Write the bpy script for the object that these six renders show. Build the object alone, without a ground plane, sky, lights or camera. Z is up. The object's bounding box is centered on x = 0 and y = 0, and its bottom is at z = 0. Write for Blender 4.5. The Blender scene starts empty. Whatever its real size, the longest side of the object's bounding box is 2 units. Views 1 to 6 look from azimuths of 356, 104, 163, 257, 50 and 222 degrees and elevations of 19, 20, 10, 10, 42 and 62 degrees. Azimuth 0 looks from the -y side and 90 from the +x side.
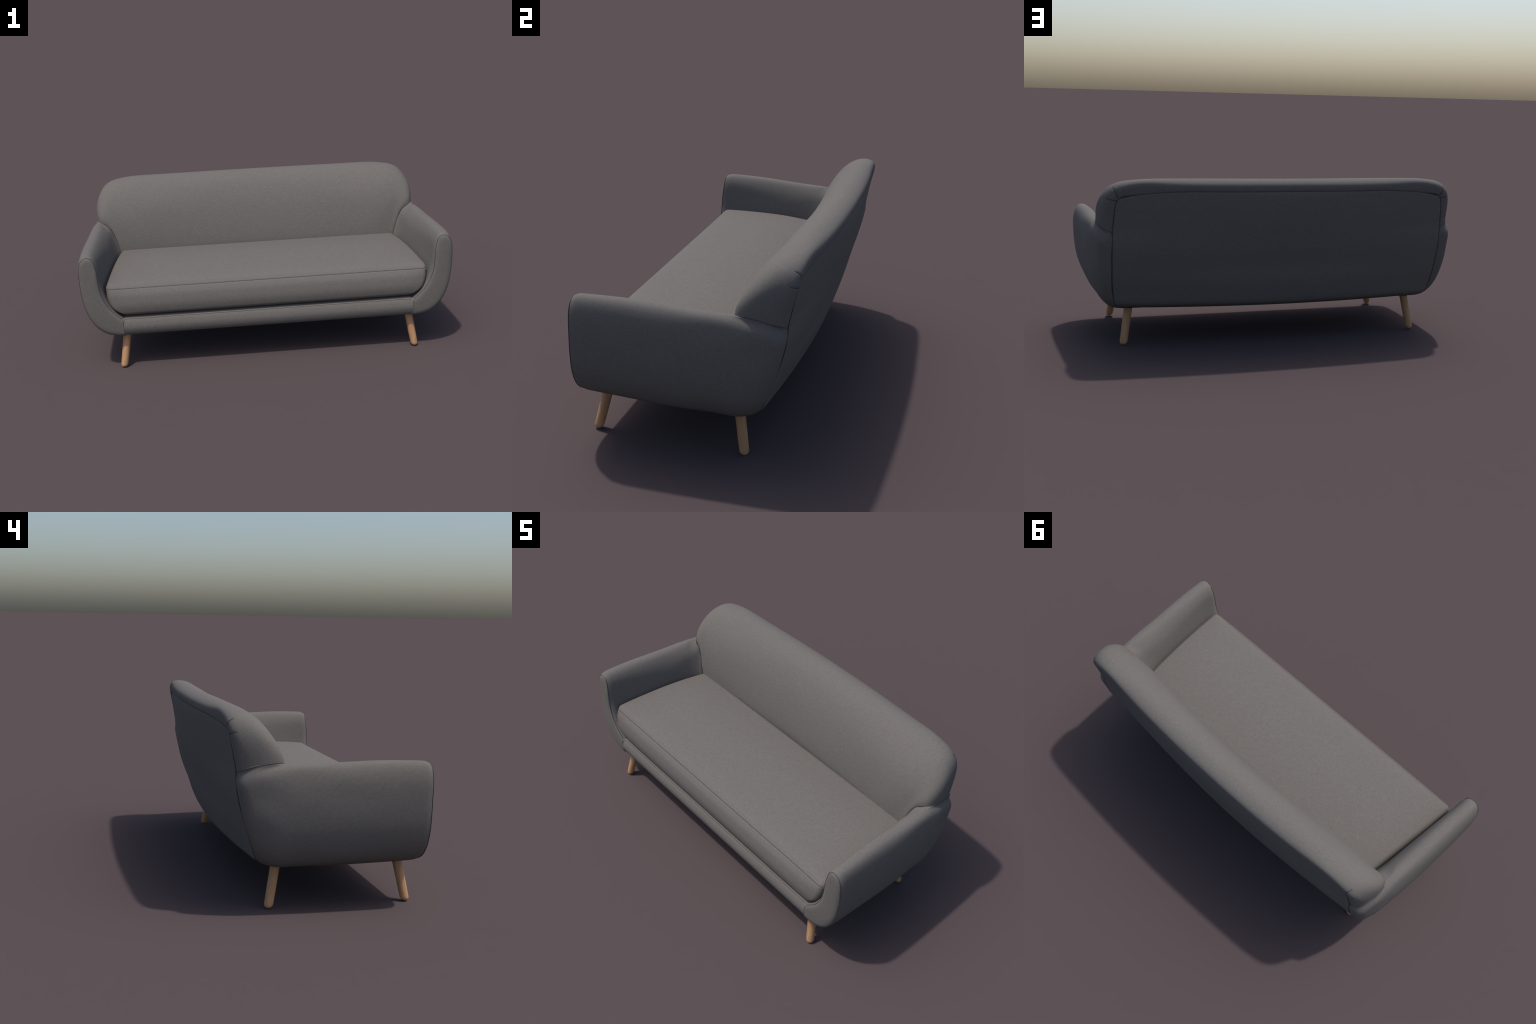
"""Mid-century three-seat sofa: U-shaped upholstered shell, rolled backrest,
one long seat cushion and four splayed wooden legs."""
import math
import bpy
import numpy as np

rng = np.random.default_rng(7)


# ------------------------------------------------------------------ helpers
def spline(knots, values, at):
    """Natural cubic spline through values (n, ...) at increasing knots."""
    x, y = np.asarray(knots, float), np.asarray(values, float)
    n = len(x)
    h = np.diff(x)
    A, rhs = np.zeros((n, n)), np.zeros_like(y)
    A[0, 0] = A[-1, -1] = 1.0
    slope = (y[1:] - y[:-1]) / h.reshape((-1,) + (1,) * (y.ndim - 1))
    for i in range(1, n - 1):
        A[i, i - 1], A[i, i], A[i, i + 1] = h[i - 1], 2 * (h[i - 1] + h[i]), h[i]
        rhs[i] = 6 * (slope[i] - slope[i - 1])
    m = np.linalg.solve(A, rhs.reshape(n, -1)).reshape(y.shape)
    at = np.clip(np.asarray(at, float), x[0], x[-1])
    k = np.clip(np.searchsorted(x, at, side="right") - 1, 0, n - 2)
    sh = (-1,) + (1,) * (y.ndim - 1)
    a, b, hk = (x[k + 1] - at).reshape(sh), (at - x[k]).reshape(sh), h[k].reshape(sh)
    return (m[k] * a ** 3 + m[k + 1] * b ** 3) / (6 * hk) + (y[k] / hk - m[k] * hk / 6) * a + (y[k + 1] / hk - m[k + 1] * hk / 6) * b


def clustered(n, amount=0.75):
    """0..1 with samples crowded towards both ends, where the seams are."""
    s = np.linspace(0, 1, n)
    return s - amount * np.sin(2 * math.pi * s) / (2 * math.pi)


def chord(net):
    """Mean chord-length knots along axis 0 of a control net."""
    d = np.linalg.norm(np.diff(net, axis=0), axis=2).mean(axis=1)
    k = np.concatenate([[0], np.cumsum(np.maximum(d, 1e-4))])
    return k / k[-1]


def loft(net, rows, cols):
    """Smooth surface through a control net (rows x columns x 3)."""
    net = np.asarray(net, float)
    s = spline(chord(net), net, rows)
    t = s.transpose(1, 0, 2)
    kc = chord(net.transpose(1, 0, 2))
    return spline(kc, t, cols).transpose(1, 0, 2)


def normals_of(p):
    n = np.cross(np.gradient(p, axis=0), np.gradient(p, axis=1))
    return n / np.maximum(np.linalg.norm(n, axis=2, keepdims=True), 1e-9)


def along(p, axis):
    """Arc length from the first line of the grid along an axis."""
    d = np.linalg.norm(np.diff(p, axis=axis), axis=2)
    pad = [(0, 0), (0, 0)]
    pad[axis] = (1, 0)
    return np.pad(np.cumsum(d, axis=axis), pad)


def sew(p, sign, seams, skirt=0.014):
    """Pull the edges of a panel into its seams and tuck a hem behind them.
    seams: side name -> (depth, width); sides are first/last row/column."""
    n = normals_of(p) * sign
    r, c = along(p, 0), along(p, 1)
    dist = {"row0": r, "row1": r[-1:] - r, "col0": c, "col1": c[:, -1:] - c}
    out = p.copy()
    for side, (depth, width) in seams.items():
        out -= n * (depth * np.exp(-(dist[side] / width) ** 1.3))[..., None]
    def hem(edge, inside, normal):
        away = edge - inside
        away /= np.maximum(np.linalg.norm(away, axis=-1, keepdims=True), 1e-9)
        return edge - normal * skirt + away * (skirt * .5)

    if skirt:
        for side in seams:
            if side == "row0":
                out = np.concatenate([hem(out[:1], out[3:4], n[:1]), out]); n = np.concatenate([n[:1], n])
            elif side == "row1":
                out = np.concatenate([out, hem(out[-1:], out[-4:-3], n[-1:])]); n = np.concatenate([n, n[-1:]])
            elif side == "col0":
                out = np.concatenate([hem(out[:, :1], out[:, 3:4], n[:, :1]), out], axis=1); n = np.concatenate([n[:, :1], n], axis=1)
            else:
                out = np.concatenate([out, hem(out[:, -1:], out[:, -4:-3], n[:, -1:])], axis=1); n = np.concatenate([n, n[:, -1:]], axis=1)
    return out


def grid_faces(nr, nc, flip=False):
    i = np.arange(nr * nc).reshape(nr, nc)
    q = np.stack([i[:-1, :-1], i[1:, :-1], i[1:, 1:], i[:-1, 1:]], axis=-1).reshape(-1, 4)
    return q[:, ::-1] if flip else q


def mesh_object(name, grids, material, parent):
    """One mesh object from a list of (point grid, flip) pairs."""
    verts, faces, base = [], [], 0
    for p, flip in grids:
        nr, nc = p.shape[:2]
        verts.append(p.reshape(-1, 3))
        faces.append(grid_faces(nr, nc, flip) + base)
        base += nr * nc
    v, f = np.concatenate(verts), np.concatenate(faces)
    me = bpy.data.meshes.new(name)
    me.vertices.add(len(v))
    me.vertices.foreach_set("co", v.astype(np.float32).ravel())
    me.loops.add(f.size)
    me.loops.foreach_set("vertex_index", f.astype(np.int32).ravel())
    me.polygons.add(len(f))
    me.polygons.foreach_set("loop_start", np.arange(0, f.size, 4, dtype=np.int32))
    me.update(calc_edges=True)
    me.validate()
    me.shade_smooth()
    me.materials.append(material)
    ob = bpy.data.objects.new(name, me)
    bpy.context.collection.objects.link(ob)
    ob.parent = parent
    return ob


def mirrored(p):
    return p * np.array([-1.0, 1.0, 1.0])


def groove(p, n, path, depth, width):
    """Press a stitched line (a 3D polyline) into a point grid; fades out at its far end."""
    path = np.asarray(path, float)
    best, fade = np.full(p.shape[:2], 1e9), np.zeros(p.shape[:2])
    for k, (a, b) in enumerate(zip(path[:-1], path[1:])):
        ab = b - a
        t = np.clip(((p - a) @ ab) / (ab @ ab), 0, 1)
        d = np.linalg.norm(p - (a + t[..., None] * ab), axis=2)
        closer = d < best
        best = np.where(closer, d, best)
        fade = np.where(closer, (k + t) / (len(path) - 1), fade)
    amount = depth * np.exp(-(best / width) ** 2) * (1 - fade ** 3)
    return p - n * amount[..., None]


# ---------------------------------------------------------------- materials
def fabric_material():
    m = bpy.data.materials.new("grey_woven_fabric")
    m.use_nodes = True
    nt = m.node_tree
    nodes, link = nt.nodes, nt.links.new
    bsdf = nodes["Principled BSDF"]
    coord = nodes.new("ShaderNodeTexCoord")

    def noise(scale, stretch, detail=2.0):
        mp = nodes.new("ShaderNodeMapping")
        mp.inputs["Scale"].default_value = stretch
        link(coord.outputs["Object"], mp.inputs["Vector"])
        t = nodes.new("ShaderNodeTexNoise")
        t.inputs["Scale"].default_value = scale
        t.inputs["Detail"].default_value = detail
        link(mp.outputs["Vector"], t.inputs["Vector"])
        return t.outputs["Fac"]

    def math_node(op, a, b):
        k = nodes.new("ShaderNodeMath")
        k.operation = op
        for s, v in zip(k.inputs, (a, b)):
            if isinstance(v, (int, float)):
                s.default_value = v
            else:
                link(v, s)
        return k.outputs[0]

    across = noise(150.0, (0.3, 2.0, 2.0))         # threads that run along the sofa
    deep = noise(150.0, (2.0, 0.3, 2.0))           # threads that run front to back
    upright = noise(150.0, (2.0, 2.0, 0.3))        # threads that run upwards
    melange = noise(260.0, (1.0, 1.0, 1.0), 3.0)   # flecks of lighter yarn
    weave = math_node("ADD", math_node("ADD", across, deep), math_node("ADD", upright, melange))
    mix = weave = math_node("DIVIDE", weave, 4.0)
    ramp = nodes.new("ShaderNodeValToRGB")
    ramp.color_ramp.elements[0].position = 0.30
    ramp.color_ramp.elements[0].color = (0.108, 0.0995, 0.092, 1)
    ramp.color_ramp.elements[1].position = 0.70
    ramp.color_ramp.elements[1].color = (0.178, 0.165, 0.153, 1)
    link(mix, ramp.inputs["Fac"])
    link(ramp.outputs["Color"], bsdf.inputs["Base Color"])
    bsdf.inputs["Roughness"].default_value = 0.95
    bsdf.inputs["Specular IOR Level"].default_value = 0.15
    bump = nodes.new("ShaderNodeBump")
    bump.inputs["Strength"].default_value = 0.15
    bump.inputs["Distance"].default_value = 0.0015
    link(weave, bump.inputs["Height"])
    link(bump.outputs["Normal"], bsdf.inputs["Normal"])
    return m


def wood_material():
    m = bpy.data.materials.new("oiled_beech_wood")
    m.use_nodes = True
    nt = m.node_tree
    nodes, link = nt.nodes, nt.links.new
    bsdf = nodes["Principled BSDF"]
    coord = nodes.new("ShaderNodeTexCoord")
    mp = nodes.new("ShaderNodeMapping")
    mp.inputs["Scale"].default_value = (70, 70, 5)
    link(coord.outputs["Object"], mp.inputs["Vector"])
    t = nodes.new("ShaderNodeTexNoise")
    t.inputs["Scale"].default_value = 1.0
    t.inputs["Detail"].default_value = 3.0
    link(mp.outputs["Vector"], t.inputs["Vector"])
    ramp = nodes.new("ShaderNodeValToRGB")
    ramp.color_ramp.elements[0].position = 0.3
    ramp.color_ramp.elements[0].color = (0.40, 0.212, 0.103, 1)
    ramp.color_ramp.elements[1].position = 0.75
    ramp.color_ramp.elements[1].color = (0.51, 0.295, 0.155, 1)
    link(t.outputs["Fac"], ramp.inputs["Fac"])
    link(ramp.outputs["Color"], bsdf.inputs["Base Color"])
    bsdf.inputs["Roughness"].default_value = 0.55
    bsdf.inputs["Specular IOR Level"].default_value = 0.3
    return m


def dark_line_material():
    m = bpy.data.materials.new("dark_seam_line")
    m.use_nodes = True
    nt = m.node_tree
    bsdf = nt.nodes["Principled BSDF"]
    coord = nt.nodes.new("ShaderNodeTexCoord")
    t = nt.nodes.new("ShaderNodeTexNoise")
    t.inputs["Scale"].default_value = 300.0
    nt.links.new(coord.outputs["Object"], t.inputs["Vector"])
    ramp = nt.nodes.new("ShaderNodeValToRGB")
    ramp.color_ramp.elements[0].color = (0.062, 0.061, 0.057, 1)  # darker grey than the fabric, for the thin dark lines along the seams
    ramp.color_ramp.elements[1].color = (0.085, 0.083, 0.078, 1)
    nt.links.new(t.outputs["Fac"], ramp.inputs["Fac"])
    nt.links.new(ramp.outputs["Color"], bsdf.inputs["Base Color"])
    bsdf.inputs["Roughness"].default_value = 0.95
    bsdf.inputs["Specular IOR Level"].default_value = 0.1
    return m


FABRIC, WOOD, DARK_LINE = fabric_material(), wood_material(), dark_line_material()


def cord(path, radius):
    """Thin round cord along a 3D polyline, as a point grid; its ends taper."""
    path = np.asarray(path, float)
    d = np.concatenate([[0], np.cumsum(np.linalg.norm(np.diff(path, axis=0), axis=1))])
    n = max(12, int(d[-1] / 0.006))
    q = np.stack([np.interp(np.linspace(0, d[-1], n), d, path[:, k]) for k in range(3)], axis=-1)
    t = np.gradient(q, axis=0)
    t /= np.linalg.norm(t, axis=1, keepdims=True)
    ref = np.where(np.abs(t[:, 2:3]) > .8, np.array([[1.0, 0, 0]]), np.array([[0, 0, 1.0]]))
    u = np.cross(t, ref)
    u /= np.linalg.norm(u, axis=1, keepdims=True)
    v = np.cross(t, u)
    a = np.linspace(0, 2 * math.pi, 9)
    s = np.linspace(0, 1, n)
    r = radius * np.clip(np.minimum(s, 1 - s) * d[-1] / .004 + .15, 0, 1)
    return q[:, None] + r[:, None, None] * (u[:, None] * np.cos(a)[None, :, None] + v[:, None] * np.sin(a)[None, :, None])


def seam_line(name, paths, radius, parent):
    grids = [(cord(p, radius), False) for p in paths]
    return mesh_object(name, grids, DARK_LINE, parent)

sofa = bpy.data.objects.new("sofa", None)
bpy.context.collection.objects.link(sofa)
sofa["label"] = "grey upholstered three-seat sofa with splayed wooden legs"
sofa["category"] = "sofa"


# ----------------------------------------------------------------- backrest
# Half of a control net, x >= 0. Each column runs from the seam of the back
# panel over the rolled crown and down the front to the seat; the columns
# turn the corner and end on the seam with the armrest.
BACKREST_COLUMNS = [
    # x = 0, middle of the sofa
    [(0, .4525, .806), (0, .4515, .838), (0, .405, .864), (0, .352, .857), (0, .300, .822), (0, .248, .745), (0, .203, .62), (0, .174, .45)],
    [(.33, .446, .805), (.33, .446, .838), (.33, .398, .865), (.33, .342, .857), (.33, .287, .818), (.325, .237, .742), (.32, .194, .62), (.31, .167, .45)],
    [(.62, .428, .802), (.62, .430, .841), (.62, .386, .866), (.62, .328, .854), (.61, .270, .808), (.60, .219, .737), (.59, .179, .62), (.57, .156, .45)],
    [(.78, .412, .788), (.786, .419, .831), (.792, .383, .857), (.788, .326, .850), (.772, .265, .810), (.75, .211, .737), (.725, .169, .62), (.70, .147, .45)],
    [(.845, .404, .770), (.868, .410, .799), (.879, .371, .827), (.876, .312, .824), (.857, .252, .788), (.824, .204, .718), (.79, .169, .61), (.755, .147, .45)],
    [(.863, .393, .705), (.899, .389, .726), (.924, .336, .747), (.930, .270, .746), (.906, .212, .719), (.863, .184, .667), (.815, .163, .57), (.785, .147, .45)],
    [(.871, .376, .606), (.905, .363, .618), (.935, .295, .642), (.937, .238, .650), (.918, .192, .647), (.873, .175, .622), (.832, .160, .55), (.804, .148, .45)],
    # hem, tucked inside the armrest
    [(.868, .371, .565), (.906, .361, .577), (.934, .293, .601), (.935, .238, .609), (.916, .194, .606), (.872, .178, .582), (.832, .161, .52), (.806, .149, .43)],
]


def both_halves(cols):
    half = np.array(cols, float)
    return np.concatenate([mirrored(half[:0:-1]), half])


def roll_seam(count=2001):
    """Seam between the roll and the back panel: up one side, across, down the other."""
    net = both_halves(BACKREST_COLUMNS[:7]).transpose(1, 0, 2)
    return loft(net, np.array([0.0]), np.linspace(0, 1, count))[0]


def arm_seam(count=801):
    """Seam between the backrest and the right arm, from the back panel to the seat."""
    pts = np.array(BACKREST_COLUMNS[6])
    return spline(chord(pts[:, None, :]), pts, np.linspace(0, 1, count))


DARTS = [  # from the corner of the back panel outwards
    [(.848, .405, .776), (.858, .403, .806), (.870, .385, .829)],
    [(.853, .403, .760), (.876, .395, .768), (.897, .375, .776)],
]


def build_backrest():
    net = both_halves(BACKREST_COLUMNS).transpose(1, 0, 2)         # rows x columns
    foot = net[-1:] + np.array([0, .012, -.15])                    # runs on down behind the cushion
    net = np.concatenate([net, foot])
    p = loft(net, clustered(200, 0.6), clustered(640, 0.5))
    n = -normals_of(p)
    if n[60, 310, 1] > 0:
        n = -n
    darts = []
    for side in (1, -1):
        # two short darts that gather the corner of the roll
        for dart in DARTS:
            path = np.array(dart) * np.array([side, 1, 1])
            path = np.stack([np.interp(np.linspace(0, 2, 25), [0, 1, 2], path[:, k]) for k in range(3)], axis=-1)
            hit = [np.unravel_index(np.argmin(np.linalg.norm(p - q, axis=2)), p.shape[:2]) for q in path]
            # keep the hand-placed line, lifted or lowered onto the roll
            path = np.array([q - n[h] * ((q - p[h]) @ n[h]) for q, h in zip(path, hit)])
            sink = .0022 * (1 - np.linspace(0, 1, 25) ** 3)
            darts.append((path, np.array([q - n[h] * d for q, h, d in zip(path, hit, sink)])))
    for path, _ in darts:
        p = groove(p, n, path, 0.003, 0.0035)
    sign = np.sign((normals_of(p)[60, 310] * n[60, 310]).sum())
    p = sew(p, sign, {"row0": (0.0035, 0.004)})
    ob = mesh_object("backrest", [(p, sign < 0)], FABRIC, sofa)
    seam_line("backrest_seam", [p[1, 24:-24] - n[0, 24:-24] * 0.0005] + [low for _, low in darts], 0.0014, ob)


# --------------------------------------------------------------- back panel
# height, half width and depth at the side seam, depth in the middle
BACK_ROWS = [
    (.772, .846, .404, .454), (.755, .852, .402, .4535), (.735, .858, .398, .452), (.70, .865, .393, .447), (.66, .868, .387, .439), (.62, .870, .380, .431), (.58, .871, .377, .422),
    (.50, .871, .367, .404), (.42, .870, .346, .383), (.34, .867, .321, .369), (.27, .859, .297, .349),
    (.228, .847, .281, .334), (.209, .815, .258, .318), (.194, .770, .215, .285),
]


def build_back_panel():
    f = np.linspace(-1, 1, 17)
    rim = roll_seam()
    corner = BACKREST_COLUMNS[4][0][0]
    upper = rim[(np.abs(rim[:, 0]) <= corner + 1e-6) & (rim[:, 2] > .765)]
    top = np.stack([np.interp(f * corner, upper[:, 0], upper[:, k]) for k in range(3)], axis=-1)
    flank = rim[len(rim) // 2:]
    flank = flank[flank[:, 2] < top[-1, 2]][::-1]             # right side, upwards
    net = [top]
    for k, (z, w, ys, yc) in enumerate(BACK_ROWS[1:]):
        if z > .606:
            w, ys = np.interp(z, flank[:, 2], flank[:, 0]), np.interp(z, flank[:, 2], flank[:, 1])
        arch = (top[:, 2] - top[0, 2]) * max(0, 1 - (top[0, 2] - z) / .12)
        bow = 1 - np.abs(f) ** 1.9
        net.append(np.stack([f * w, ys + (yc - ys) * bow, z + arch], axis=-1))
    p = loft(np.array(net), clustered(190, 0.6), clustered(420, 0.6))
    sign = np.sign(normals_of(p)[80, 200, 1])
    p = sew(p, sign, {"row0": (0.003, 0.006), "col0": (0.002, 0.003), "col1": (0.002, 0.003)})
    ob = mesh_object("back_panel", [(p, sign < 0)], FABRIC, sofa)
    seam_line("back_seam", [p[1:-12, 1] + np.array([0, .001, 0]), p[1:-12, -2] + np.array([0, .001, 0])], 0.0016, ob)


# ----------------------------------------------------------------- armrests
# Sections of the right arm from the front seam to the back seam. Each runs
# from under the sofa up the outside, over the crown and down the inside.
ARM_SECTIONS = [
    # front seam
    [(.780, -.440, .195), (.850, -.442, .206), (.905, -.443, .236), (.948, -.443, .290), (.975, -.441, .360), (.989, -.438, .440), (.993, -.437, .520), (.989, -.437, .590), (.975, -.436, .625), (.947, -.435, .641),
     (.922, -.435, .630), (.910, -.436, .606), (.902, -.440, .560), (.894, -.443, .465), (.857, -.445, .364), (.788, -.443, .289)],
    [(.780, -.395, .185), (.852, -.395, .198), (.908, -.395, .231), (.952, -.395, .286), (.980, -.395, .358), (.994, -.395, .440), (.999, -.395, .520), (.995, -.395, .595), (.981, -.395, .635), (.950, -.395, .653),
     (.921, -.395, .641), (.904, -.395, .613), (.893, -.395, .562), (.880, -.395, .465), (.845, -.395, .364), (.780, -.395, .289)],
    [(.780, -.22, .183), (.852, -.22, .194), (.908, -.22, .228), (.951, -.22, .284), (.979, -.22, .356), (.993, -.22, .440), (.997, -.22, .520), (.991, -.22, .597), (.976, -.22, .637), (.944, -.22, .656),
     (.912, -.22, .645), (.891, -.22, .613), (.877, -.22, .562), (.862, -.22, .465), (.828, -.22, .364), (.770, -.22, .289)],
    [(.780, 0, .182), (.850, 0, .192), (.904, 0, .224), (.945, 0, .280), (.971, 0, .354), (.984, 0, .440), (.986, 0, .520), (.979, 0, .597), (.964, 0, .634), (.932, 0, .649),
     (.902, 0, .638), (.879, 0, .609), (.859, 0, .562), (.838, 0, .465), (.806, 0, .364), (.755, 0, .289)],
    [(.780, .12, .184), (.848, .125, .193), (.895, .135, .224), (.935, .15, .280), (.960, .16, .354), (.971, .17, .440), (.973, .175, .520), (.966, .175, .597), (.954, .165, .631), (.926, .13, .647),
     (.900, .10, .637), (.874, .09, .609), (.853, .085, .562), (.828, .08, .465), (.798, .08, .364), (.745, .08, .289)],
    [(.780, .205, .190), (.842, .222, .199), (.884, .243, .229), (.915, .267, .284), (.935, .287, .357), (.946, .303, .440), (.948, .313, .520), (.946, .320, .590), (.941, .285, .624), (.932, .20, .647),
     (.902, .155, .638), (.873, .145, .615), (.849, .138, .570), (.816, .132, .472), (.788, .13, .370), (.737, .13, .289)],
    [(.780, .235, .198), (.830, .255, .209), (.865, .278, .240), (.889, .304, .293), (.906, .328, .362), (.917, .347, .440), (.922, .361, .518), (.920, .364, .583), (.931, .320, .624), (.936, .232, .649),
     (.901, .175, .640), (.871, .165, .620), (.846, .156, .574), (.810, .146, .476), (.785, .14, .374), (.735, .14, .289)],
    # back seam, then the seam with the backrest
    [(.780, .243, .203), (.820, .266, .215), (.849, .286, .246), (.861, .300, .294), (.868, .327, .362), (.871, .351, .440), (.871, .368, .514), (.871, .3765, .594), (.908, .356, .617), (.936, .260, .649),
     (.900, .187, .639), (.873, .177, .621), (.845, .166, .577), (.808, .154, .478), (.785, .148, .376), (.735, .148, .289)],
]


def rounded_front(sections):
    """Insert a section just behind the front seam so that the edge turns there."""
    a, b = np.array(sections[0]), np.array(sections[1])
    mid = a * .32 + b * .68
    mid[:, 1] = a[:, 1] + .017
    return np.concatenate([a[None], mid[None], np.array(sections[1:])])


def build_armrests():
    net = rounded_front(ARM_SECTIONS)
    shared = arm_seam()
    for k in range(8, 14):                                     # snap the end onto the backrest seam
        net[-1, k] = shared[np.argmin(np.linalg.norm(shared - net[-1, k], axis=1))]
    p = loft(net, clustered(230, 0.7), clustered(260, 0.3))
    n = normals_of(p)
    sign = np.sign(n[100, 110, 0])
    p = sew(p, sign, {"row0": (0.0015, 0.002), "row1": (0.004, 0.004)})
    line_path = shared[:700] + np.array([.0006, 0, .0012])
    for q, flip, k in ((p, sign < 0, 1), (mirrored(p), sign > 0, -1)):
        ob = mesh_object("armrest", [(q, flip)], FABRIC, sofa)
        seam_line("armrest_seam", [line_path * np.array([k, 1, 1])], 0.0018, ob)


def build_arm_fronts():
    """Flat J-shaped facing sewn to the front of each arm, slightly domed."""
    seam = np.array(ARM_SECTIONS[0])
    t = chord(seam[:, None, :])
    full = spline(t, seam, np.linspace(0, 1, 1201))
    top = int(np.argmax(full[:, 2]))
    s = np.linspace(0, 1, 261)
    outer = spline(np.linspace(0, 1, top + 1), full[:top + 1], s)
    inner = spline(np.linspace(0, 1, 1201 - top), full[top:][::-1], s)
    middle = (outer + inner) / 2
    stop = int(np.argmin(np.abs(middle[:, 2] - (full[top, 2] - .046))))
    spine = middle[np.minimum(np.arange(261), stop)]          # ends in the centre of the rounded head
    rim = np.concatenate([outer, inner[-2::-1]])
    core = np.concatenate([spine, spine[-2::-1]])
    b = (1 - np.cos(np.linspace(0, 1, 44) * math.pi / 2))[None, :, None]
    p = rim[:, None] * (1 - b) + core[:, None] * b
    edge = np.full(p.shape[:2], 1e9)                          # distance to the seam round the panel
    for q in full[::4]:
        edge = np.minimum(edge, np.linalg.norm(p - q, axis=2))
    p[..., 1] -= 0.0095 * (1 - np.exp(-edge / 0.010)) - 0.0015 * np.exp(-(edge / 0.002) ** 2)
    sign = -np.sign(normals_of(p)[100, 20, 1])
    p = np.concatenate([p[:, :1] + np.array([0, 0.012, 0]), p], axis=1)
    tuck = np.array([-.014, .010, 0])                         # hem behind the end of the rail
    p = np.concatenate([p[:1] + tuck, p, p[-1:] + tuck])
    line_path = rim + np.array([0, -.0001, 0])
    joint = np.concatenate([p[1, 1:], p[-2, :0:-1]]) + np.array([0, .0004, 0])
    for q, flip, k in ((p, sign < 0, 1), (mirrored(p), sign > 0, -1)):
        ob = mesh_object("arm_facing", [(q, flip)], FABRIC, sofa)
        side = np.array([k, 1, 1])
        seam_line("facing_seam", [line_path * side, joint * side], 0.0016, ob)


# ---------------------------------------------------- rail, deck, underside
def build_base():
    # from the ledge below the cushion, over the seam and down to the underside
    prof = np.array([(-.36, .297), (-.405, .297), (-.424, .294), (-.437, .286), (-.447, .268), (-.452, .245), (-.449, .222), (-.440, .203), (-.420, .190), (-.395, .183), (-.30, .181)])
    net = np.array([[(x, y, z) for x in np.linspace(-.79, .79, 7)] for y, z in prof])
    p = loft(net, np.linspace(0, 1, 140), clustered(300, 0.8))
    sign = -np.sign(normals_of(p)[70, 150, 1])
    r, n = along(p, 0), normals_of(p) * sign
    top_seam = np.linalg.norm(np.diff(prof[:4], axis=0), axis=1).sum()
    ends = np.clip((np.abs(p[..., 0]) - .755) / .035, 0, 1) ** 2
    p[..., 2] -= .007 * ends * np.clip((p[..., 2] - .25) / .04, 0, 1)   # upper corners rounded off
    at = int(np.argmin(np.abs(r[:, 0] - top_seam)))
    p = sew(p, sign, {"col0": (0.0015, 0.003), "col1": (0.0015, 0.003)}, skirt=0.010)
    ob = mesh_object("front_rail", [(p, sign < 0)], FABRIC, sofa)
    seam_line("rail_seam", [p[at, 2:-2]], 0.0014, ob)
    # deck below the cushion and dust cover under the frame
    def sheet(ys, z, w):
        return np.array([[(x * ww, y, zz) for x in np.linspace(-1, 1, 9)] for y, zz, ww in zip(ys, z, w)])
    deck = sheet(np.linspace(-.42, .24, 9), np.full(9, .290), np.linspace(.80, .74, 9))
    under = sheet([-.32, -.1, .08, .16, .215], [.1835, .1835, .1845, .187, .1915], [.80, .80, .80, .79, .78])
    mesh_object("seat_deck", [(deck, normals_of(deck)[4, 4, 2] < 0)], FABRIC, sofa)
    mesh_object("dust_cover", [(under, normals_of(under)[2, 4, 2] > 0)], FABRIC, sofa)


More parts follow.
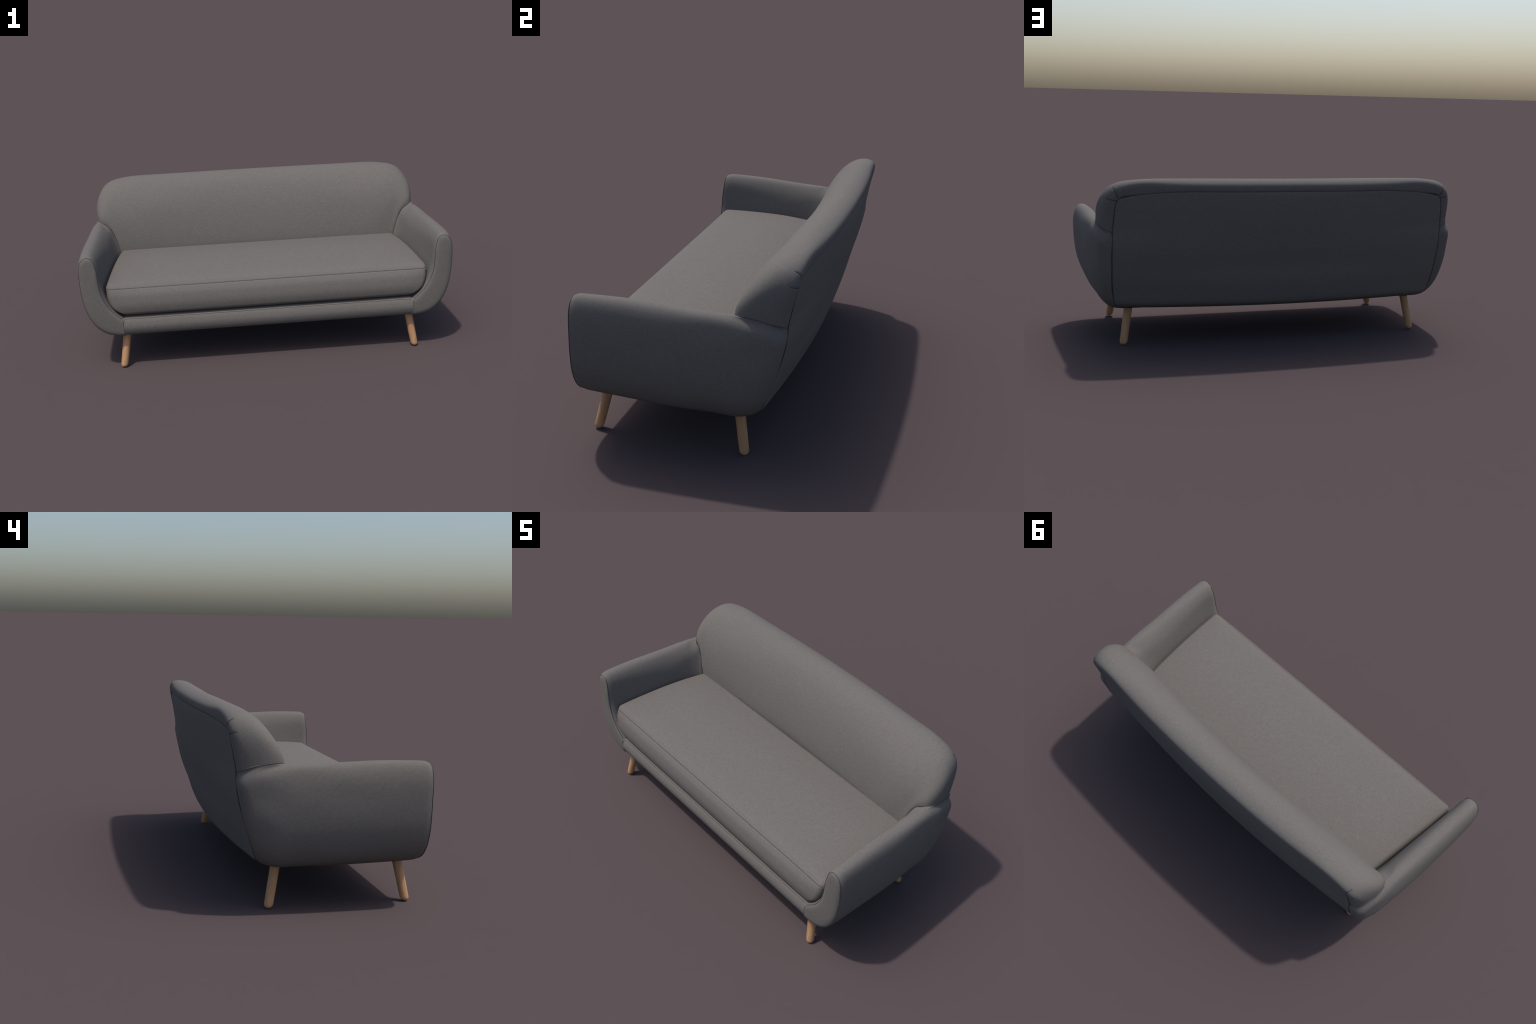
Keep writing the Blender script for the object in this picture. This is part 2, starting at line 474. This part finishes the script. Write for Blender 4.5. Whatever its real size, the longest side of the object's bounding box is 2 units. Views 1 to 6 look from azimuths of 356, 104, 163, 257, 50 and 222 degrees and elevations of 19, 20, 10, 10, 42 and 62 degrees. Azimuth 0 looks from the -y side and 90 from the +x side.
# ------------------------------------------------------------- seat cushion
def build_cushion():
    y0, y1, z0, z1, w = -.424, .172, .297, .474, .862
    r = 0.030
    def face(a, b, na, nb):
        return np.meshgrid(clustered(na, a), clustered(nb, b), indexing="ij")
    size = np.array([w, (y1 - y0) / 2, (z1 - z0) / 2])
    mid = np.array([0, (y0 + y1) / 2, (z0 + z1) / 2])
    n = (440, 200, 130)
    grids = []
    for axis in range(3):
        i, j = [k for k in range(3) if k != axis]
        a, b = np.meshgrid(clustered(n[i], .7) * 2 - 1, clustered(n[j], .7) * 2 - 1, indexing="ij")
        for side in (-1, 1):
            c = np.zeros(a.shape + (3,))
            c[..., axis], c[..., i], c[..., j] = side, a, b
            q = c * size
            core = np.clip(q, -(size - r), size - r)
            d = q - core
            q = core + r * d / np.maximum(np.linalg.norm(d, axis=2, keepdims=True), 1e-9)
            x, y, z = q[..., 0] + mid[0], q[..., 1] + mid[1], q[..., 2] + mid[2]
            # ends: full at the shoulder, drawn in underneath, tapering with the arms
            half = spline([.297, .302, .315, .338, .37, .41, .45, .474], [.742, .770, .800, .832, .854, .863, .865, .872], z.ravel()).reshape(z.shape)
            back = np.clip((y - y0) / (y1 - y0), 0, 1)
            x = x * half / w * (1 - .066 * back ** 1.3)
            # the front face leans out downwards from its seam, the top is plump
            front = np.clip(1 - (y - y0) / .10, 0, 1) ** 1.5
            lean = spline([.297, .305, .325, .36, .40, .43, .4535, .474], [-.427, -.435, -.444, -.449, -.444, -.434, -.420, -.412], z.ravel()).reshape(z.shape)
            up = np.clip((z - .40) / (z1 - .40), 0, 1) ** 2
            crown = spline([y0, -.39, -.34, -.25, -.10, .05, .172], [.468, .476, .484, .492, .499, .492, .478], y.ravel()).reshape(y.shape)
            fx = np.clip(np.abs(x) / .86, 0, 1)
            z = z + up * (crown - z1) * (1 - .55 * fx ** 10)
            y = y + front * (lean - y0) * (1 - .5 * fx ** 12)
            # sewn seam along the upper front edge
            seam = np.exp(-((z - .4515) / .0028) ** 2) * np.clip((-.37 - y) / .03, 0, 1)
            y = y + .002 * seam
            p = np.stack([x, y, z], axis=-1)
            out = normals_of(p)
            c0 = (np.array(p.shape[:2]) // 2)
            flip = (out[c0[0], c0[1]] * np.eye(3)[axis] * side).sum() < 0
            grids.append((p, flip))
            if axis == 1 and side == -1:
                low = np.array([np.interp(.4515, row[:, 2], row[:, 1]) for row in p])
                xs = np.array([np.interp(.4515, row[:, 2], row[:, 0]) for row in p])
                line_path = np.stack([xs, low - .0003, np.full(len(xs), .4515)], axis=-1)
    ob = mesh_object("seat_cushion", grids, FABRIC, sofa)
    seam_line("cushion_seam", [line_path], 0.0014, ob)
    import bmesh
    bm = bmesh.new()
    bm.from_mesh(ob.data)
    bmesh.ops.remove_doubles(bm, verts=bm.verts, dist=1e-5)
    bm.to_mesh(ob.data)
    bm.free()
    ob.data.shade_smooth()


# --------------------------------------------------------------------- legs
LEGS = [((.803, -.414), (.772, -.377)), ((.802, .213), (.771, .176))]


def build_legs():
    # radius along the leg: rounded foot, very slight swell upwards
    prof = [(0.0, 0.0), (.0045, .0003), (.0085, .0014), (.0125, .0036), (.0158, .0068), (.0182, .0110), (.0196, .0160), (.0201, .0220), (.0208, .08), (.0216, .23)]
    rr, zz = np.array(prof).T
    a = np.linspace(0, 2 * math.pi, 49)
    base = np.stack([rr[:, None] * np.cos(a), rr[:, None] * np.sin(a), np.repeat(zz[:, None], 49, 1)], axis=-1)
    for foot, top in LEGS:
        for side in (1, -1):
            f, t = np.array([*foot, 0.0]), np.array([*top, .19])
            lean = (t - f) / .19
            p = base.copy()
            p[..., 0] += foot[0] + lean[0] * p[..., 2]
            p[..., 1] += foot[1] + lean[1] * p[..., 2]
            p = p * np.array([side, 1, 1])
            nn = normals_of(p)[5, 0]
            outward = p[5, 0] - p[5, :-1].mean(axis=0)
            mesh_object("leg", [(p, nn @ outward < 0)], WOOD, sofa)


build_backrest()
build_back_panel()
build_armrests()
build_arm_fronts()
build_base()
build_cushion()
build_legs()
